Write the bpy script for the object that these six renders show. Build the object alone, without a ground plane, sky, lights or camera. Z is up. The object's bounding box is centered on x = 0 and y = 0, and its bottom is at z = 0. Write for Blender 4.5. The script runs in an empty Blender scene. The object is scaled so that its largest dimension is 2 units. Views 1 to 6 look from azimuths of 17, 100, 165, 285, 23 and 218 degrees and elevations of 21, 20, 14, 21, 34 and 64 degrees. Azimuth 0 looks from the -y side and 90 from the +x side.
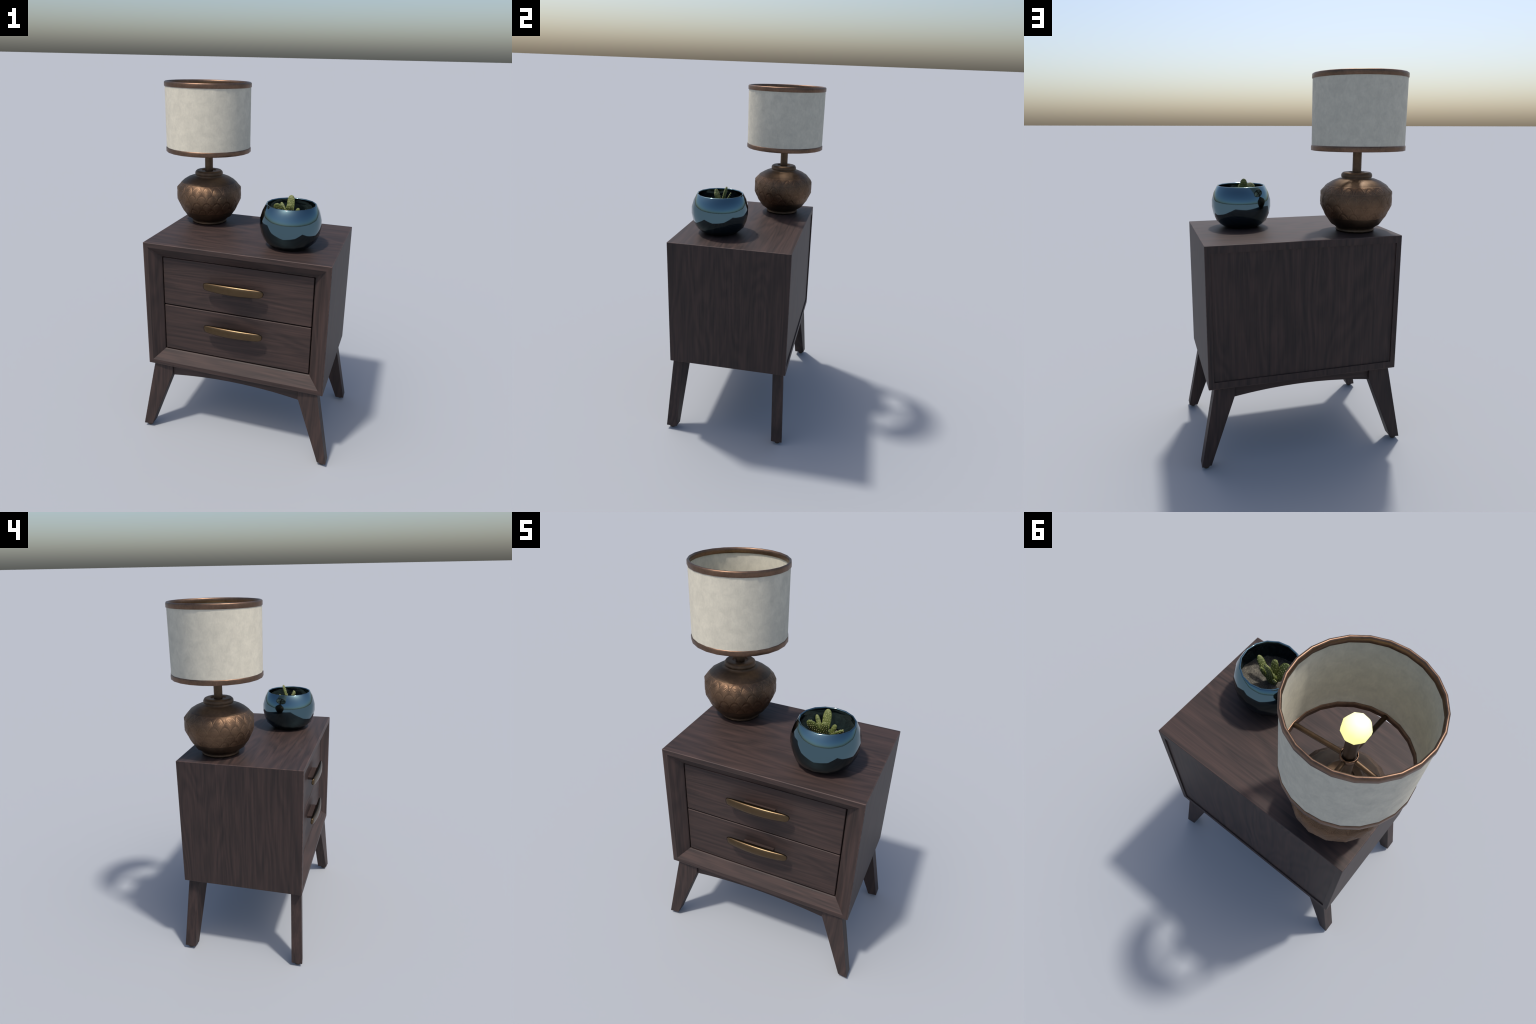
"""Mid-century two-drawer nightstand carrying a bronze table lamp and a small potted cactus."""
import math
import random

import bmesh
import bpy
import numpy as np
from mathutils import Matrix, Vector

rng = random.Random(7)

# ------------------------------------------------------------------ helpers

CX = 0.0055                      # the cabinet stands a little right of the origin


def new_object(name, mesh, parent=None, origin=(0, 0, 0), world_parent=(0, 0, 0)):
    """Object whose mesh was built in world coordinates, moved so that its origin is `origin`."""
    o = Vector(origin)
    if mesh is not None:
        mesh.transform(Matrix.Translation(-o))
    obj = bpy.data.objects.new(name, mesh)
    bpy.context.scene.collection.objects.link(obj)
    obj.location = o - Vector(world_parent)
    obj.parent = parent
    return obj


def thing(name, base, label, category):
    e = bpy.data.objects.new(name, None)
    e.empty_display_size = 0.1
    e.location = base
    e["label"], e["category"] = label, category
    bpy.context.scene.collection.objects.link(e)
    return e


def mesh_from(name, verts, faces, mats, smooth=False, face_mats=None):
    me = bpy.data.meshes.new(name)
    me.from_pydata([tuple(v) for v in verts], [], faces)
    for m in (mats if isinstance(mats, (list, tuple)) else [mats]):
        me.materials.append(m)
    if face_mats:
        me.polygons.foreach_set("material_index", face_mats)
    me.polygons.foreach_set("use_smooth", [smooth] * len(me.polygons))
    me.update()
    return me


def from_bmesh(name, bm, mats, smooth=False):
    bmesh.ops.recalc_face_normals(bm, faces=bm.faces[:])
    me = bpy.data.meshes.new(name)
    bm.to_mesh(me)
    bm.free()
    for m in (mats if isinstance(mats, (list, tuple)) else [mats]):
        me.materials.append(m)
    me.polygons.foreach_set("use_smooth", [smooth] * len(me.polygons))
    return me


def bevel(bm, edges, width, segments=2):
    bmesh.ops.bevel(bm, geom=list(edges), offset=width, offset_type="OFFSET", segments=segments,
                    profile=0.5, affect="EDGES", clamp_overlap=True)


def box(lo, hi, width=0.0, segments=2):
    bm = bmesh.new()
    bmesh.ops.create_cube(bm, size=1.0)
    for v in bm.verts:
        for i in range(3):
            v.co[i] = lo[i] if v.co[i] < 0 else hi[i]
    if width:
        bevel(bm, bm.edges[:], width, segments)
    return bm


def lathe(centre, profile, segments, phase=0.0, close=False):
    """Ring loft about a vertical axis. profile: (radius, z); radius 0 gives a pole."""
    verts, rings = [], []
    for r, z in profile:
        if r < 1e-6:
            rings.append([len(verts)])
            verts.append((centre[0], centre[1], z))
        else:
            rings.append(list(range(len(verts), len(verts) + segments)))
            for i in range(segments):
                a = phase + 2 * math.pi * i / segments
                verts.append((centre[0] + r * math.cos(a), centre[1] + r * math.sin(a), z))
    faces = []
    pairs = list(zip(rings, rings[1:])) + ([(rings[-1], rings[0])] if close else [])
    for a, b in pairs:
        for i in range(segments):
            j = (i + 1) % segments
            if len(a) == 1 and len(b) == 1:
                continue
            if len(a) == 1:
                faces.append((a[0], b[j], b[i]))
            elif len(b) == 1:
                faces.append((a[i], a[j], b[0]))
            else:
                faces.append((a[i], a[j], b[j], b[i]))
    return verts, faces


def tube(p, q, radius, sides=8, caps=True):
    """Straight rod from p to q."""
    p, q = Vector(p), Vector(q)
    d = (q - p).normalized()
    u = d.cross(Vector((0, 0, 1))).normalized()
    w = u.cross(d)
    verts, faces = [], []
    for c in (p, q):
        for i in range(sides):
            a = 2 * math.pi * (i + 0.5) / sides
            verts.append(c + radius * (math.cos(a) * u + math.sin(a) * w))
    for i in range(sides):
        j = (i + 1) % sides
        faces.append((i, j, sides + j, sides + i))
    if caps:
        faces += [tuple(range(sides))[::-1], tuple(range(sides, 2 * sides))]
    return verts, faces


# ---------------------------------------------------------------- materials

class Nodes:
    def __init__(self, name):
        self.mat = bpy.data.materials.new(name)
        self.mat.use_nodes = True
        self.t = self.mat.node_tree
        self.bsdf = self.t.nodes["Principled BSDF"]

    def add(self, kind, **props):
        n = self.t.nodes.new("ShaderNode" + kind)
        for k, v in props.items():
            if k in n.inputs:
                n.inputs[k].default_value = v
            else:
                setattr(n, k, v)
        return n

    def link(self, a, b):
        self.t.links.new(a, b)

    def math(self, op, a, b=None, c=None):
        n = self.add("Math", operation=op)
        for i, x in enumerate((a, b, c)):
            if x is None:
                continue
            if isinstance(x, (int, float)):
                n.inputs[i].default_value = x
            else:
                self.link(x, n.inputs[i])
        return n.outputs[0]

    def noise(self, vec, scale, detail=3.0, rough=0.55, distortion=0.0):
        n = self.add("TexNoise")
        n.inputs["Scale"].default_value = scale
        n.inputs["Detail"].default_value = detail
        n.inputs["Roughness"].default_value = rough
        n.inputs["Distortion"].default_value = distortion
        self.link(vec, n.inputs["Vector"])
        return n.outputs["Fac"]

    def mapping(self, vec, scale=(1, 1, 1), loc=(0, 0, 0)):
        n = self.add("Mapping")
        n.inputs["Scale"].default_value = scale
        n.inputs["Location"].default_value = loc
        self.link(vec, n.inputs["Vector"])
        return n.outputs[0]

    def ramp(self, fac, stops):
        n = self.add("ValToRGB")
        cr = n.color_ramp
        while len(cr.elements) < len(stops):
            cr.elements.new(0.5)
        for e, (p, c) in zip(cr.elements, stops):
            e.position = p
            e.color = (*c, 1.0) if len(c) == 3 else c
        self.link(fac, n.inputs[0])
        return n.outputs[0]

    def mix(self, fac, a, b, blend="MIX"):
        n = self.add("Mix", data_type="RGBA", blend_type=blend)
        for i, x in ((0, fac), (6, a), (7, b)):
            if isinstance(x, (int, float)):
                n.inputs[i].default_value = x
            elif isinstance(x, tuple):
                n.inputs[i].default_value = (*x, 1.0)
            else:
                self.link(x, n.inputs[i])
        return n.outputs[2]

    def bump(self, height, strength, distance):
        n = self.add("Bump")
        n.inputs["Strength"].default_value = strength
        n.inputs["Distance"].default_value = distance
        self.link(height, n.inputs["Height"])
        self.link(n.outputs[0], self.bsdf.inputs["Normal"])

    def set(self, **kw):
        for k, v in kw.items():
            s = self.bsdf.inputs[k.replace("_", " ")]
            if isinstance(v, (int, float)):
                s.default_value = v
            elif isinstance(v, tuple):
                s.default_value = (*v, 1.0) if len(v) == 3 else v
            else:
                self.link(v, s)
        return self.mat


def walnut(name, grain, tone=1.0):
    """Dark stained walnut; `grain` is the axis the fibres run along."""
    n = Nodes(name)
    co = n.add("TexCoord").outputs["Object"]
    rnd = n.add("ObjectInfo").outputs["Random"]
    off = n.add("VectorMath", operation="SCALE")
    off.inputs[0].default_value = (3.1, 4.7, 5.9)
    n.link(rnd, off.inputs["Scale"])
    add = n.add("VectorMath", operation="ADD")
    n.link(co, add.inputs[0])
    n.link(off.outputs[0], add.inputs[1])
    p = add.outputs[0]

    def stretched(across, along):
        return n.mapping(p, tuple(along if i == grain else across for i in range(3)))

    low = n.noise(stretched(4.6, 0.70), 1.0, 2.0, 0.5, 0.25)
    figure = n.math("MULTIPLY_ADD", n.math("SINE", n.math("MULTIPLY", low, 105.0)), 0.5, 0.5)
    streak = n.noise(stretched(60.0, 2.0), 1.0, 3.0, 0.6, 0.25)
    fine = n.noise(stretched(210.0, 6.0), 1.0, 2.0, 0.6)
    cloud = n.noise(stretched(9.0, 2.0), 1.0, 2.0, 0.5)
    v = n.math("MULTIPLY", figure, 0.15)
    v = n.math("MULTIPLY_ADD", streak, 0.70, v)
    v = n.math("MULTIPLY_ADD", fine, 0.34, v)
    v = n.math("MULTIPLY_ADD", cloud, 0.22, v)
    c = n.ramp(v, [(0.45, tuple(tone * x for x in (0.0225, 0.0170, 0.0160))),
                   (0.70, tuple(tone * x for x in (0.0405, 0.0270, 0.0240))),
                   (0.95, tuple(tone * x for x in (0.0610, 0.0378, 0.0325)))])
    n.bump(v, 0.10, 0.002)
    rough = n.math("MULTIPLY_ADD", streak, 0.10, 0.47)
    return n.set(Base_Color=c, Roughness=rough, IOR=1.5, Specular_IOR_Level=0.22)


def metal(name, dark, light, rough, mottle=9.0, edge=None, metallic=1.0):
    n = Nodes(name)
    co = n.add("TexCoord").outputs["Object"]
    a = n.noise(co, mottle, 5.0, 0.65)
    b = n.noise(co, mottle * 7, 3.0, 0.6)
    v = n.math("MULTIPLY_ADD", b, 0.35, n.math("MULTIPLY", a, 0.75))
    c = n.ramp(v, [(0.38, dark), (0.68, light)])
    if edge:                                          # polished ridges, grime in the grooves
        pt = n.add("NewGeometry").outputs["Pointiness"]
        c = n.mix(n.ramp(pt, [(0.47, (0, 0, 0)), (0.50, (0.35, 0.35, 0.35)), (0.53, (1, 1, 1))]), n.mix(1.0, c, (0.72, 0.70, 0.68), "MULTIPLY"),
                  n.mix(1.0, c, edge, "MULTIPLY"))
    r = n.math("MULTIPLY_ADD", a, 0.16, rough - 0.08)
    n.bump(b, 0.05, 0.002)
    return n.set(Base_Color=c, Metallic=metallic, Roughness=r)


def fabric():
    n = Nodes("linen_parchment")
    co = n.add("TexCoord").outputs["Object"]
    a = n.noise(co, 22.0, 6.0, 0.68, 0.4)
    b = n.noise(n.mapping(co, (140, 140, 60)), 1.0, 3.0, 0.6, 0.4)
    v = n.math("MULTIPLY_ADD", b, 0.30, n.math("MULTIPLY", a, 0.80))
    c = n.ramp(v, [(0.33, (0.440, 0.412, 0.340)), (0.71, (0.575, 0.535, 0.435))])
    n.bump(v, 0.10, 0.003)
    return n.set(Base_Color=c, Roughness=0.85, Specular_IOR_Level=0.25)


def glaze():
    n = Nodes("blue_metallic_glaze")
    n.bsdf.inputs["Coat Weight"].default_value = 0.0
    return n.set(Base_Color=(0.098, 0.166, 0.198), Metallic=1.0, Roughness=0.075)


def soil_material():
    n = Nodes("sandy_soil")
    co = n.add("TexCoord").outputs["Object"]
    a = n.noise(co, 35.0, 5.0, 0.7)
    b = n.noise(co, 190.0, 2.0, 0.75)
    v = n.math("MULTIPLY_ADD", b, 0.55, n.math("MULTIPLY", a, 0.55))
    c = n.ramp(v, [(0.38, (0.042, 0.039, 0.035)), (0.55, (0.085, 0.079, 0.067)), (0.74, (0.200, 0.184, 0.148))])
    n.bump(v, 0.7, 0.006)
    return n.set(Base_Color=c, Roughness=0.95, Specular_IOR_Level=0.2)


def cactus_material():
    n = Nodes("cactus_skin")
    co = n.add("TexCoord").outputs["Object"]
    a = n.noise(co, 45.0, 4.0, 0.6)
    c = n.ramp(a, [(0.32, (0.050, 0.068, 0.012)), (0.55, (0.102, 0.124, 0.025)), (0.75, (0.172, 0.180, 0.058))])
    n.bump(n.noise(co, 130.0, 3.0, 0.6), 0.55, 0.004)
    return n.set(Base_Color=c, Roughness=0.55)


def plain(name, color, rough=0.6):
    return Nodes(name).set(Base_Color=color, Roughness=rough)


WOOD_X, WOOD_Z = walnut("walnut_grain_across", 0), walnut("walnut_grain_upright", 2)
WOOD_PALE_EDGE = walnut("walnut_pale_arris", 0, 1.55)  # paler tone for the rounded cabinet edges
BRONZE = metal("aged_bronze", (0.074, 0.051, 0.036), (0.128, 0.086, 0.056), 0.51, 9.0)
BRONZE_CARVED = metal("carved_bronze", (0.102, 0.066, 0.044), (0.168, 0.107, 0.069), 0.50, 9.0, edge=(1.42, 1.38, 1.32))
TRIM = metal("copper_trim", (0.112, 0.073, 0.052), (0.195, 0.119, 0.080), 0.42, 14.0)
BRASS = metal("brushed_brass", (0.100, 0.066, 0.035), (0.120, 0.081, 0.045), 0.32, 10.0)
BRASS_RIM_SHADE = metal("brass_darkened_rim_shade", (0.030, 0.022, 0.013), (0.042, 0.031, 0.018), 0.42, 10.0)
LINEN, GLAZE, SOIL, CACTUS = fabric(), glaze(), soil_material(), cactus_material()
AREOLE = plain("pale_spines", (0.62, 0.58, 0.30), 0.7)
PAD = plain("brown_felt", (0.045, 0.028, 0.016), 0.8)


def bulb_material():
    n = Nodes("lit_bulb")
    return n.set(Base_Color=(0.55, 0.55, 0.50), Roughness=0.5, Emission_Color=(1.0, 0.98, 0.32), Emission_Strength=0.90)


BULB = bulb_material()

# ---------------------------------------------------------------- nightstand

HALF, FRONT, BACK, LOW, TOP = 0.5122, -0.3618, 0.3318, 0.4478, 1.1910
STAND = (CX, -0.015, 0.0)
stand = thing("nightstand", STAND, "dark walnut two-drawer bedside cabinet on splayed tapered legs", "nightstand")


def cabinet_body():
    """A picture-frame tube: front strip, inward bevel, lip, drawer well; recessed rear rebate."""
    bm = bmesh.new()

    def ring(inset, y, extra=0.0):
        low, top = LOW + inset + extra, TOP - inset - extra
        return [bm.verts.new((CX + sx * (HALF - inset), y, z)) for sx, z in ((-1, low), (1, low), (1, top), (-1, top))]

    stations = [(0.0, BACK), (0.0, FRONT), (0.0275, FRONT), (0.0830, -0.3180), (0.0868, -0.3135), (0.0868, -0.255)]
    rings = [ring(*s) for s in stations]
    back_rim, rebate = ring(0.0285, BACK, 0.010), ring(0.0285, BACK - 0.012, 0.010)
    outer = []
    strips = [(rings[i], rings[i + 1]) for i in range(len(rings) - 1)] + [(back_rim, rings[0]), (rebate, back_rim)]
    for k, (a, b) in enumerate(strips):
        for i in range(4):
            j = (i + 1) % 4
            f = bm.faces.new((a[i], a[j], b[j], b[i]))
            upright = i in (1, 3) or k == len(strips) - 2     # stiles, sides and the rear strips
            f.material_index = 1 if upright else 0
            if k == 0:
                outer.append(f)
    f = bm.faces.new(rings[-1])
    f = bm.faces.new(rebate[::-1])
    f.material_index = 1
    weight = bm.edges.layers.float.new("bevel_weight_edge")
    for e in {e for f in outer for e in f.edges}:
        e[weight] = 1.0
    for e in bm.edges:
        e.smooth = False
    return from_bmesh("cabinet_body", bm, [WOOD_X, WOOD_Z, WOOD_PALE_EDGE], smooth=True)


def soften(obj, width, by_weight=True, segments=3):
    """Rounded arrises whose shading runs smoothly into flat faces."""
    m = obj.modifiers.new("arris", "BEVEL")
    m.width, m.segments, m.limit_method = width, segments, "WEIGHT" if by_weight else "ANGLE"
    m.harden_normals = True
    return m


body = new_object("cabinet_body", cabinet_body(), stand, (CX, -0.015, LOW), STAND)
soften(body, 0.0034).material = 2

rear = box((CX - HALF + 0.0280, BACK - 0.0115, LOW + 0.0380), (CX + HALF - 0.0280, BACK - 0.0065, TOP - 0.0380))
new_object("back_panel", from_bmesh("back_panel", rear, WOOD_Z), stand, (CX, BACK - 0.01, 0.82), STAND)

# drawers with their wooden bracket and brass bow
DRAWER_Y = -0.3150


def handle_mesh(cx, cz):
    """Brass bow: flat back, bulging front, tapering to blunt ends."""
    stations, around, rim = 41, 18, []
    length, back = 0.1685, -0.3500
    verts, faces = [], []
    for i in range(stations):
        t = math.sin(math.pi / 2 * (2 * i / (stations - 1) - 1))
        h = 0.0265 * (1 - 0.24 * t * t) * max(0.0, 1 - abs(t) ** 20) ** 0.5 + 0.0003
        depth = 0.0120 + 0.0190 * (1 - t * t)
        depth *= min(1.0, (max(0.0, 1 - abs(t) ** 20)) ** 0.5 + 0.05)
        for k in range(around):
            a = 2 * math.pi * k / around
            c, s = math.cos(a), math.sin(a)
            z = h * math.copysign(abs(s) ** 0.75, s)
            y = back - depth * (0.5 + 0.5 * math.copysign(abs(c) ** 0.62, c))
            verts.append((cx + length * t, y, cz + z))
    for i in range(stations - 1):
        for k in range(around):
            m = (k + 1) % around
            faces.append((i * around + k, i * around + m, (i + 1) * around + m, (i + 1) * around + k))
            # rim and lower edge use darkened brass, drawing the occlusion shading round the front
            rim.append(0 if (k in (0, 1, 2, 3, around - 1, around - 2, around - 3)) and 1 <= i < stations - 2 else 1)
    faces += [tuple(range(around))[::-1], tuple(range((stations - 1) * around, stations * around))]
    me = mesh_from("handle", verts, faces, [BRASS, BRASS_RIM_SHADE], True, rim + [1, 1])
    bm = bmesh.new()
    bm.from_mesh(me)
    bmesh.ops.recalc_face_normals(bm, faces=bm.faces[:])
    bm.to_mesh(me)
    bm.free()
    return me


for z0, z1, hz in ((0.5400, 0.8160, 0.7315), (0.8220, 1.1010, 0.9850)):
    org = (CX, DRAWER_Y, (z0 + z1) / 2)
    d = new_object("drawer", from_bmesh("drawer", box((CX - 0.4205, DRAWER_Y, z0), (CX + 0.4205, -0.262, z1)), WOOD_X, smooth=True),
                   stand, org, STAND)
    d.data.set_sharp_from_angle(angle=0.5)
    soften(d, 0.0050, False)
    new_object("handle_bracket", from_bmesh("handle_bracket", box((CX - 0.0850, -0.3525, hz - 0.0165), (CX + 0.0810, DRAWER_Y + 0.002, hz - 0.0005), 0.001, 1), WOOD_X),
               d, (CX, DRAWER_Y, hz), org)
    new_object("handle", handle_mesh(CX - 0.002, hz), d, (CX, DRAWER_Y, hz), org)


def leg_mesh(sx, front):
    """Tapered leg raking outwards; a short upright shoulder on the inner edge."""
    s = -1 if front else 1
    y_top, y_low = (-0.3510, -0.3785) if front else (0.3145, 0.3380)
    levels = [(LOW + 0.004, 0.3750, 0.4800), (0.388, 0.3740, None), (0.0195, 0.5090, 0.5600)]
    bm = bmesh.new()
    rows = []
    for z, inner, outer in levels:
        k = (LOW - z) / (LOW - 0.0195)
        outer = 0.4800 + (0.5600 - 0.4800) * k if outer is None else outer
        y_out = y_top + (y_low - y_top) * k
        depth, skew = (0.0570 + 0.0055 * k if front else 0.0620 + 0.0025 * k), 0.12 * (outer - inner)
        # the section is turned a little so that the leg points at the corner it stands under
        rows.append([bm.verts.new((CX + sx * x, y_out - s * dy, z)) for x, dy in
                     ((inner, skew), (outer, 0.0), (outer, depth), (inner, depth + skew))])
    for a, b in zip(rows, rows[1:]):
        for i in range(4):
            j = (i + 1) % 4
            bm.faces.new((a[i], a[j], b[j], b[i]))
    bm.faces.new(rows[0])
    bm.faces.new(rows[-1][::-1])
    bevel(bm, [e for e in bm.edges if abs(e.verts[0].co.z - e.verts[1].co.z) > 0.03], 0.0025, 2)
    return from_bmesh("leg", bm, WOOD_Z)


for front in (True, False):
    s = -1 if front else 1
    for sx in (-1, 1):
        top = (CX + sx * 0.43, -0.325 if front else 0.288, LOW)
        leg = new_object("leg", leg_mesh(sx, front), stand, top, STAND)
        px, py = CX + sx * 0.5350, -0.3485 if front else 0.3080
        v, f = lathe((px, py), [(0, 0.0), (0.0135, 0.0), (0.0165, 0.003), (0.0165, 0.021), (0, 0.021)], 12)
        new_object("foot_pad", mesh_from("foot_pad", v, f, PAD, False), leg, (px, py, 0), top)


def apron_mesh(y0, y1):
    """Rail between two legs, its lower edge a shallow arch."""
    n, half = 24, 0.3815
    verts, faces = [], []
    for i in range(n + 1):
        x = half * (2 * i / n - 1)
        zb = 0.4015 - 0.0290 * (x / half) ** 2
        for y in (y0, y1):
            verts += [(CX + x, y, zb), (CX + x, y, LOW + 0.004)]
    for i in range(n):
        a, b = 4 * i, 4 * (i + 1)
        faces += [(a, b, b + 1, a + 1), (a + 2, a + 3, b + 3, b + 2), (a, a + 2, b + 2, b), (a + 1, b + 1, b + 3, a + 3)]
    faces += [(0, 1, 3, 2), (4 * n, 4 * n + 2, 4 * n + 3, 4 * n + 1)]
    return mesh_from("apron", verts, faces, WOOD_X)


for y0, y1 in ((-0.3300, -0.3080), (0.2620, 0.2880)):
    new_object("apron", apron_mesh(y0, y1), stand, (CX, (y0 + y1) / 2, 0.42), STAND)

# ---------------------------------------------------------------- table lamp

LAMP = (-0.3238, 0.1377, TOP)
lamp = thing("table_lamp", LAMP, "bronze vase lamp with scale relief and pale drum shade", "table lamp")
LC = LAMP[:2]

VASE = [(0.0000, 1.1912), (0.0960, 1.1912), (0.1035, 1.1955), (0.1045, 1.2025), (0.1000, 1.2085), (0.1180, 1.2240),
        (0.1340, 1.2330), (0.1610, 1.2720), (0.1900, 1.3330), (0.1890, 1.4030), (0.1560, 1.4405), (0.1255, 1.4590),
        (0.1000, 1.4690), (0.0765, 1.4720), (0.0815, 1.4800), (0.0815, 1.4900), (0.0780, 1.4985), (0.0720, 1.5030), (0.0690, 1.5035),
        (0.0455, 1.5035), (0.0435, 1.5030), (0.0415, 1.4985), (0.0390, 1.4980), (0.0000, 1.4980)]

ROW, APEX, COLS, BAND = 0.0428, 1.4300, 20, (1.2715, 1.4355)


def scale_relief(theta, z):
    """Height (m) of rows of overlapping arched scales, each engraved with nested arches."""
    half = math.pi / COLS

    def arch(k):
        x = np.abs(((theta - half * (k % 2) + half) % (2 * half)) - half) / half
        return APEX - ROW * (k + 1.12 * (1 - np.sqrt(np.clip(1 - 0.93 * x ** 1.8, 0, 1))))

    h = np.zeros_like(z)
    done = np.zeros(z.shape, bool)
    below = np.full(z.shape, -9.0)
    for k in range(6, -3, -1):                       # lowest row lies on top
        a = arch(k)
        inside = (~done) & (z <= a)
        d = a - z                                    # depth under the own arch
        e = z - below                                # height above the row in front
        s = np.clip(np.minimum(d, e) / 0.0100, 0, 1)
        dome = 0.0008 * s * s * (3 - 2 * s)
        lines = 0.00029 * np.cos(2 * math.pi * d / 0.0058) * np.clip((d - 0.003) / 0.003, 0, 1) * np.clip((e - 0.002) / 0.006, 0, 1)
        h = np.where(inside, dome + lines, h)
        done |= inside
        below = np.maximum(below, np.where(a > z, -9.0, a))
    lo, hi = BAND
    fade = np.clip((z - lo) / 0.003, 0, 1) * np.clip((hi - z) / 0.003, 0, 1)
    rings = sum(0.0008 * np.exp(-((z - e) / 0.0016) ** 2) for e in BAND)
    return h * fade + rings


def carved_vase():
    """Sixteen-sided vase; the waist is finely meshed and displaced by the scale relief."""
    segs, sub = 16, 76
    prof = np.array(VASE)
    seg = np.diff(prof, axis=0)
    nrm = np.stack([seg[:, 1], -seg[:, 0]], 1)
    nrm /= np.linalg.norm(nrm, axis=1)[:, None]
    vn = np.vstack([nrm[:1], nrm[:-1] + nrm[1:], nrm[-1:]])
    vn /= np.linalg.norm(vn, axis=1)[:, None]
    cuts = {7: 72, 8: 76, 9: 52, 6: 26}
    pr, pn = [], []
    for i in range(len(prof) - 1):
        m = cuts.get(i, 6 if 10 <= i <= 12 else 2)
        for t in np.arange(m) / m:
            pr.append(prof[i] * (1 - t) + prof[i + 1] * t)
            pn.append(vn[i] * (1 - t) + vn[i + 1] * t)
    pr.append(prof[-1]); pn.append(vn[-1])
    pr, pn = np.array(pr), np.array(pn)
    pn /= np.linalg.norm(pn, axis=1)[:, None]
    cols = segs * sub
    u = np.arange(cols)
    theta = 2 * math.pi * u / cols
    k, t = u // sub, (u % sub) / sub
    a0, a1 = 2 * math.pi * k / segs, 2 * math.pi * (k + 1) / segs
    cx, cy = np.cos(a0) * (1 - t) + np.cos(a1) * t, np.sin(a0) * (1 - t) + np.sin(a1) * t
    nx, ny = cx / np.hypot(cx, cy), cy / np.hypot(cx, cy)
    R, Z = pr[:, 0:1], pr[:, 1:2] + 0 * theta
    TH = theta[None, :] + 0 * R
    H = scale_relief(TH, Z)
    N = np.stack([pn[:, 0:1] * nx, pn[:, 0:1] * ny, pn[:, 1:2] + 0 * nx], 2)
    P = np.stack([R * cx, R * cy, Z], 2) + N * H[:, :, None]
    # shading normals: smooth vase normal tilted by the relief's slope
    e = 4e-4
    dth = (scale_relief(TH + e / 0.18, Z) - scale_relief(TH - e / 0.18, Z)) / (2 * e)
    tan_z = np.maximum(np.abs(pn[:, 0:1]), 0.2)
    dz = (scale_relief(TH, Z + e) - scale_relief(TH, Z - e)) / (2 * e) * tan_z
    T1 = np.stack([-ny + 0 * R, nx + 0 * R, 0 * TH], 2)
    T2 = np.stack([-pn[:, 1:2] * nx, -pn[:, 1:2] * ny, pn[:, 0:1] + 0 * nx], 2)
    N2 = N - T1 * dth[:, :, None] - T2 * dz[:, :, None]
    N2 /= np.linalg.norm(N2, axis=2)[:, :, None]
    P += np.array([LC[0], LC[1], 0.0])
    rows = len(pr)
    i, j = np.meshgrid(np.arange(rows - 1), np.arange(cols), indexing="ij")
    j2 = (j + 1) % cols
    quads = np.stack([i * cols + j, i * cols + j2, (i + 1) * cols + j2, (i + 1) * cols + j], 2).reshape(-1, 4)
    me = bpy.data.meshes.new("lamp_base")
    me.vertices.add(rows * cols)
    me.vertices.foreach_set("co", P.reshape(-1))
    me.loops.add(quads.size)
    me.loops.foreach_set("vertex_index", quads.reshape(-1))
    me.polygons.add(len(quads))
    me.polygons.foreach_set("loop_start", np.arange(0, quads.size, 4))
    me.polygons.foreach_set("use_smooth", np.ones(len(quads), bool))
    me.materials.append(BRONZE)
    me.materials.append(BRONZE_CARVED)
    zc = Z[:-1].reshape(-1)
    me.polygons.foreach_set("material_index", ((zc > BAND[0]) & (zc < BAND[1])).astype(int))
    me.update(calc_edges=True)
    me.normals_split_custom_set_from_vertices(N2.reshape(-1, 3).tolist())
    return me


new_object("lamp_base", carved_vase(), lamp, LAMP, LAMP)


def lathed(name, profile, segments, mat, parent, smooth=True, sharp=None, close=False, origin=None, parent_origin=LAMP, phase=0.0, centre=LC):
    v, f = lathe(centre, profile, segments, phase, close)
    me = mesh_from(name, v, f, mat, smooth)
    bm = bmesh.new()
    bm.from_mesh(me)
    bmesh.ops.recalc_face_normals(bm, faces=bm.faces[:])
    bm.to_mesh(me)
    bm.free()
    if sharp:
        me.set_sharp_from_angle(angle=math.radians(sharp))
    return new_object(name, me, parent, origin or LAMP, parent_origin)


lathed("pole", [(0.0235, 1.4900), (0.0235, 1.6700), (0.0225, 1.6750), (0.0225, 1.6900), (0.0245, 1.6950), (0.0245, 1.7700),
                (0.0270, 1.7850), (0.0250, 1.8080), (0.0, 1.8080)], 12, BRONZE, lamp, sharp=50)
lathed("bulb", [(0.0, 1.7980), (0.0215, 1.8020), (0.0390, 1.8180), (0.0495, 1.8400), (0.0500, 1.8600), (0.0400, 1.8830), (0.0220, 1.8970), (0.0, 1.9005)],
       9, BULB, lamp)

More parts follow.
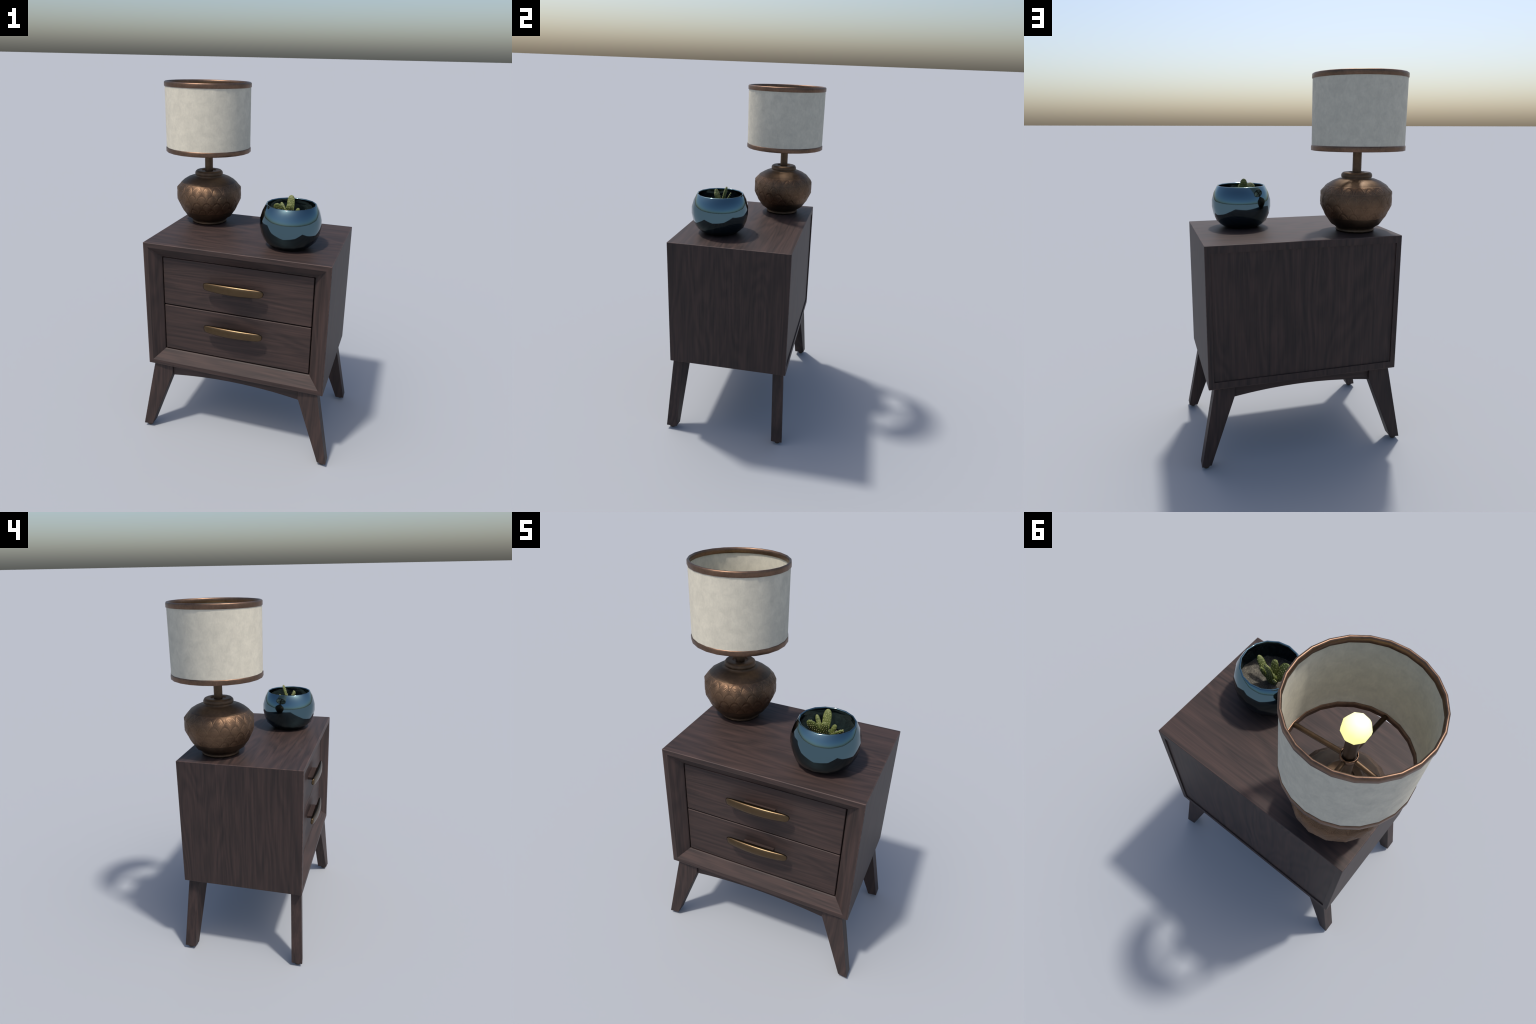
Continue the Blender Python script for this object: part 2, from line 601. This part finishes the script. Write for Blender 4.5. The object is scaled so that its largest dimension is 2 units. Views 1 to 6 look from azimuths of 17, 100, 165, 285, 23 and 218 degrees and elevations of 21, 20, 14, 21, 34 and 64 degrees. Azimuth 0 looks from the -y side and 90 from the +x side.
SH = (LC[0], LC[1], 1.6170)
lathed("lampshade", [(0.2410, 1.9900), (0.2410, 1.6300), (0.2375, 1.6300), (0.2375, 1.9900)], 24, LINEN, lamp, sharp=50, close=True, origin=SH)
shade = bpy.data.objects["lampshade"]
for z0, z1 in ((1.9730, 2.0000), (1.6165, 1.6450)):
    m = 0.0035
    ring = [(0.2405, z0), (0.2432, z0 + 0.0006), (0.2442, z0 + 0.0022), (0.2442, z1 - 0.0075), (0.2430, z1 - 0.0028), (0.2395, z1 - 0.0003), (0.2365, z1),
            (0.2335, z1 - 0.0020), (0.2315, z1 - 0.0075), (0.2318, z0 + 0.0022), (0.2330, z0 + 0.0006), (0.2375, z0)]
    lathed("shade_trim", ring, 24, TRIM, shade, close=True, origin=(LC[0], LC[1], z0), parent_origin=SH)

lathed("shade_carrier", [(0.0325, 1.6620), (0.0335, 1.6650), (0.0335, 1.6820), (0.0320, 1.6850), (0.0290, 1.6850), (0.0280, 1.6820), (0.0280, 1.6650), (0.0290, 1.6620)],
                 14, TRIM, shade, close=True, origin=(LC[0], LC[1], 1.6735), parent_origin=SH)
for q in range(4):
    a = q * math.pi / 2
    v, f = tube((LC[0] + 0.0310 * math.cos(a), LC[1] + 0.0310 * math.sin(a), 1.6650),
                (LC[0] + 0.2360 * math.cos(a), LC[1] + 0.2360 * math.sin(a), 1.6320), 0.0105, 8)
    me = mesh_from("carrier_arm", v, f, BRONZE, True)
    me.set_sharp_from_angle(angle=math.radians(60))
    new_object("carrier_arm", me, shade, (LC[0], LC[1], 1.6735), SH)

# ------------------------------------------------------------- potted cactus

PC = (0.2474, -0.1337)
POT = (PC[0], PC[1], TOP)
plant = thing("potted_cactus", POT, "small prickly pear in a glossy dark blue bowl", "potted plant")
BOWL = [(0.0, 1.1913), (0.0800, 1.1913), (0.0950, 1.1935), (0.1180, 1.2080), (0.1385, 1.2280), (0.1550, 1.2660), (0.1640, 1.3080), (0.1635, 1.3460),
        (0.1515, 1.3870), (0.1345, 1.4190), (0.1310, 1.4225), (0.1265, 1.4215), (0.1255, 1.4170), (0.1425, 1.3850), (0.1540, 1.3450), (0.1540, 1.3060), (0.1460, 1.2750), (0.0, 1.2750)]
lathed("bowl", BOWL, 16, GLAZE, plant, origin=POT, parent_origin=POT, centre=PC)


def soil_mesh():
    rings, segs = 26, 64
    verts, faces = [(PC[0], PC[1], 1.298)], []
    for i in range(1, rings + 1):
        r = 0.1525 * i / rings
        for k in range(segs):
            a = 2 * math.pi * k / segs
            x, y = r * math.cos(a), r * math.sin(a)
            z = 1.294 + 0.0035 * math.sin(41 * x + 3) * math.sin(37 * y + 1) + 0.0016 * math.sin(130 * x + 60 * y) + rng.uniform(-0.0012, 0.0012)
            verts.append((PC[0] + x, PC[1] + y, z))
    for k in range(segs):
        faces.append((0, 1 + k, 1 + (k + 1) % segs))
    for i in range(rings - 1):
        for k in range(segs):
            a, b = 1 + i * segs, 1 + (i + 1) * segs
            m = (k + 1) % segs
            faces.append((a + k, b + k, b + m, a + m))
    return mesh_from("soil", verts, faces, SOIL, True)


new_object("soil", soil_mesh(), plant, (PC[0], PC[1], 1.302), POT)

cactus = new_object("cactus", None, plant, (0.238, -0.135, 1.302), POT)
CACTUS_O = (0.238, -0.135, 1.302)
spots = ([], [])


def cactus_pad(base, tip, width, thick, facing, fat=0.55):
    """Obovate, slightly flattened pad from base to tip; areoles in a staggered grid on both faces."""
    base, tip = Vector(base), Vector(tip)
    axis = tip - base
    length = axis.length
    axis.normalize()
    side = axis.cross(Vector(facing)).normalized()
    face = side.cross(axis).normalized()

    def section(t):                                   # half width factor along the pad
        return max(0.0, 1 - abs(2 * t - 1) ** 2.8) ** 0.5 * (0.86 + 0.28 * (t - (1 - fat)))

    def point(t, a):
        s = max(section(t), 0.38 * (1 - t) if t < 0.35 else 0.0)
        if t <= 0.0 or t >= 1.0:
            s = 0.28 if t <= 0 else 0.0
        return base + axis * (length * t) + side * (width / 2 * s * math.cos(a)) + face * (thick / 2 * s ** 0.75 * math.sin(a))

    n, m = 18, 20
    verts, faces = [], []
    for i in range(n + 1):
        t = 0.5 - 0.5 * math.cos(math.pi * i / n)
        for k in range(m):
            verts.append(point(t, 2 * math.pi * k / m) + Vector((rng.uniform(-1, 1), rng.uniform(-1, 1), rng.uniform(-1, 1))) * 0.00025)
    for i in range(n):
        for k in range(m):
            j = (k + 1) % m
            faces.append((i * m + k, i * m + j, (i + 1) * m + j, (i + 1) * m + k))
    faces.append(tuple(range(m))[::-1])
    me = mesh_from("cactus_pad", verts, faces, CACTUS, True)
    bm = bmesh.new()
    bm.from_mesh(me)
    bmesh.ops.recalc_face_normals(bm, faces=bm.faces[:])
    bm.to_mesh(me)
    bm.free()
    new_object("cactus_pad", me, cactus, base, CACTUS_O)
    # areoles
    pitch = 0.0112
    rows = max(3, int(length / pitch))
    for i in range(rows):
        t = (i + 0.7) / rows
        w = width * section(min(t, 0.97))
        cols = max(1, int(round(w / pitch)))
        for sgn in (1, -1):
            for c in range(cols + (i % 2)):
                x = (c + 0.5) / (cols + (i % 2)) * 2 - 1
                a = math.acos(max(-0.99, min(0.99, x * 0.95))) * sgn
                p = point(min(t + rng.uniform(-0.015, 0.015), 0.985), a)
                out = (face * math.sin(a) + side * math.cos(a) * 0.3 + axis * (t - 0.5) * 0.4).normalized()
                add_spot(p + out * 0.0003, rng.uniform(0.0011, 0.0017))


def add_spot(p, r):
    v, f = spots
    b = len(v)
    v.extend(p + Vector(d) * r for d in ((1, 0, 0), (-1, 0, 0), (0, 1, 0), (0, -1, 0), (0, 0, 1), (0, 0, -1)))
    f.extend((b + i, b + j, b + k) for i, j, k in ((0, 2, 4), (2, 1, 4), (1, 3, 4), (3, 0, 4), (2, 0, 5), (1, 2, 5), (3, 1, 5), (0, 3, 5)))


cactus_pad((0.2430, -0.1400, 1.2820), (0.2400, -0.1290, 1.3740), 0.076, 0.028, (0.1, -1, 0.2))      # trunk
cactus_pad((0.2390, -0.1320, 1.3380), (0.2380, -0.0985, 1.4600), 0.047, 0.0165, (0, -1, 0.28))     # tallest
cactus_pad((0.2260, -0.1380, 1.3250), (0.1760, -0.1790, 1.4280), 0.066, 0.0170, (-0.1, -1, -0.45))
cactus_pad((0.2190, -0.1200, 1.3420), (0.1805, -0.0875, 1.4135), 0.026, 0.0090, (0, -0.91, 0.41))
cactus_pad((0.2400, -0.1390, 1.3420), (0.2430, -0.1670, 1.4260), 0.043, 0.0160, (0, -1, -0.3))
cactus_pad((0.2540, -0.1300, 1.3280), (0.3310, -0.1540, 1.4010), 0.037, 0.0180, (-0.35, 0.50, 0.60))
cactus_pad((0.2620, -0.1230, 1.3350), (0.2825, -0.1120, 1.3970), 0.028, 0.0150, (0.3, -1, 0.25))

stuff = new_object("cactus_spines", mesh_from("cactus_spines", spots[0], spots[1], AREOLE), cactus, CACTUS_O, CACTUS_O)
stuff["kind"] = "stuff"
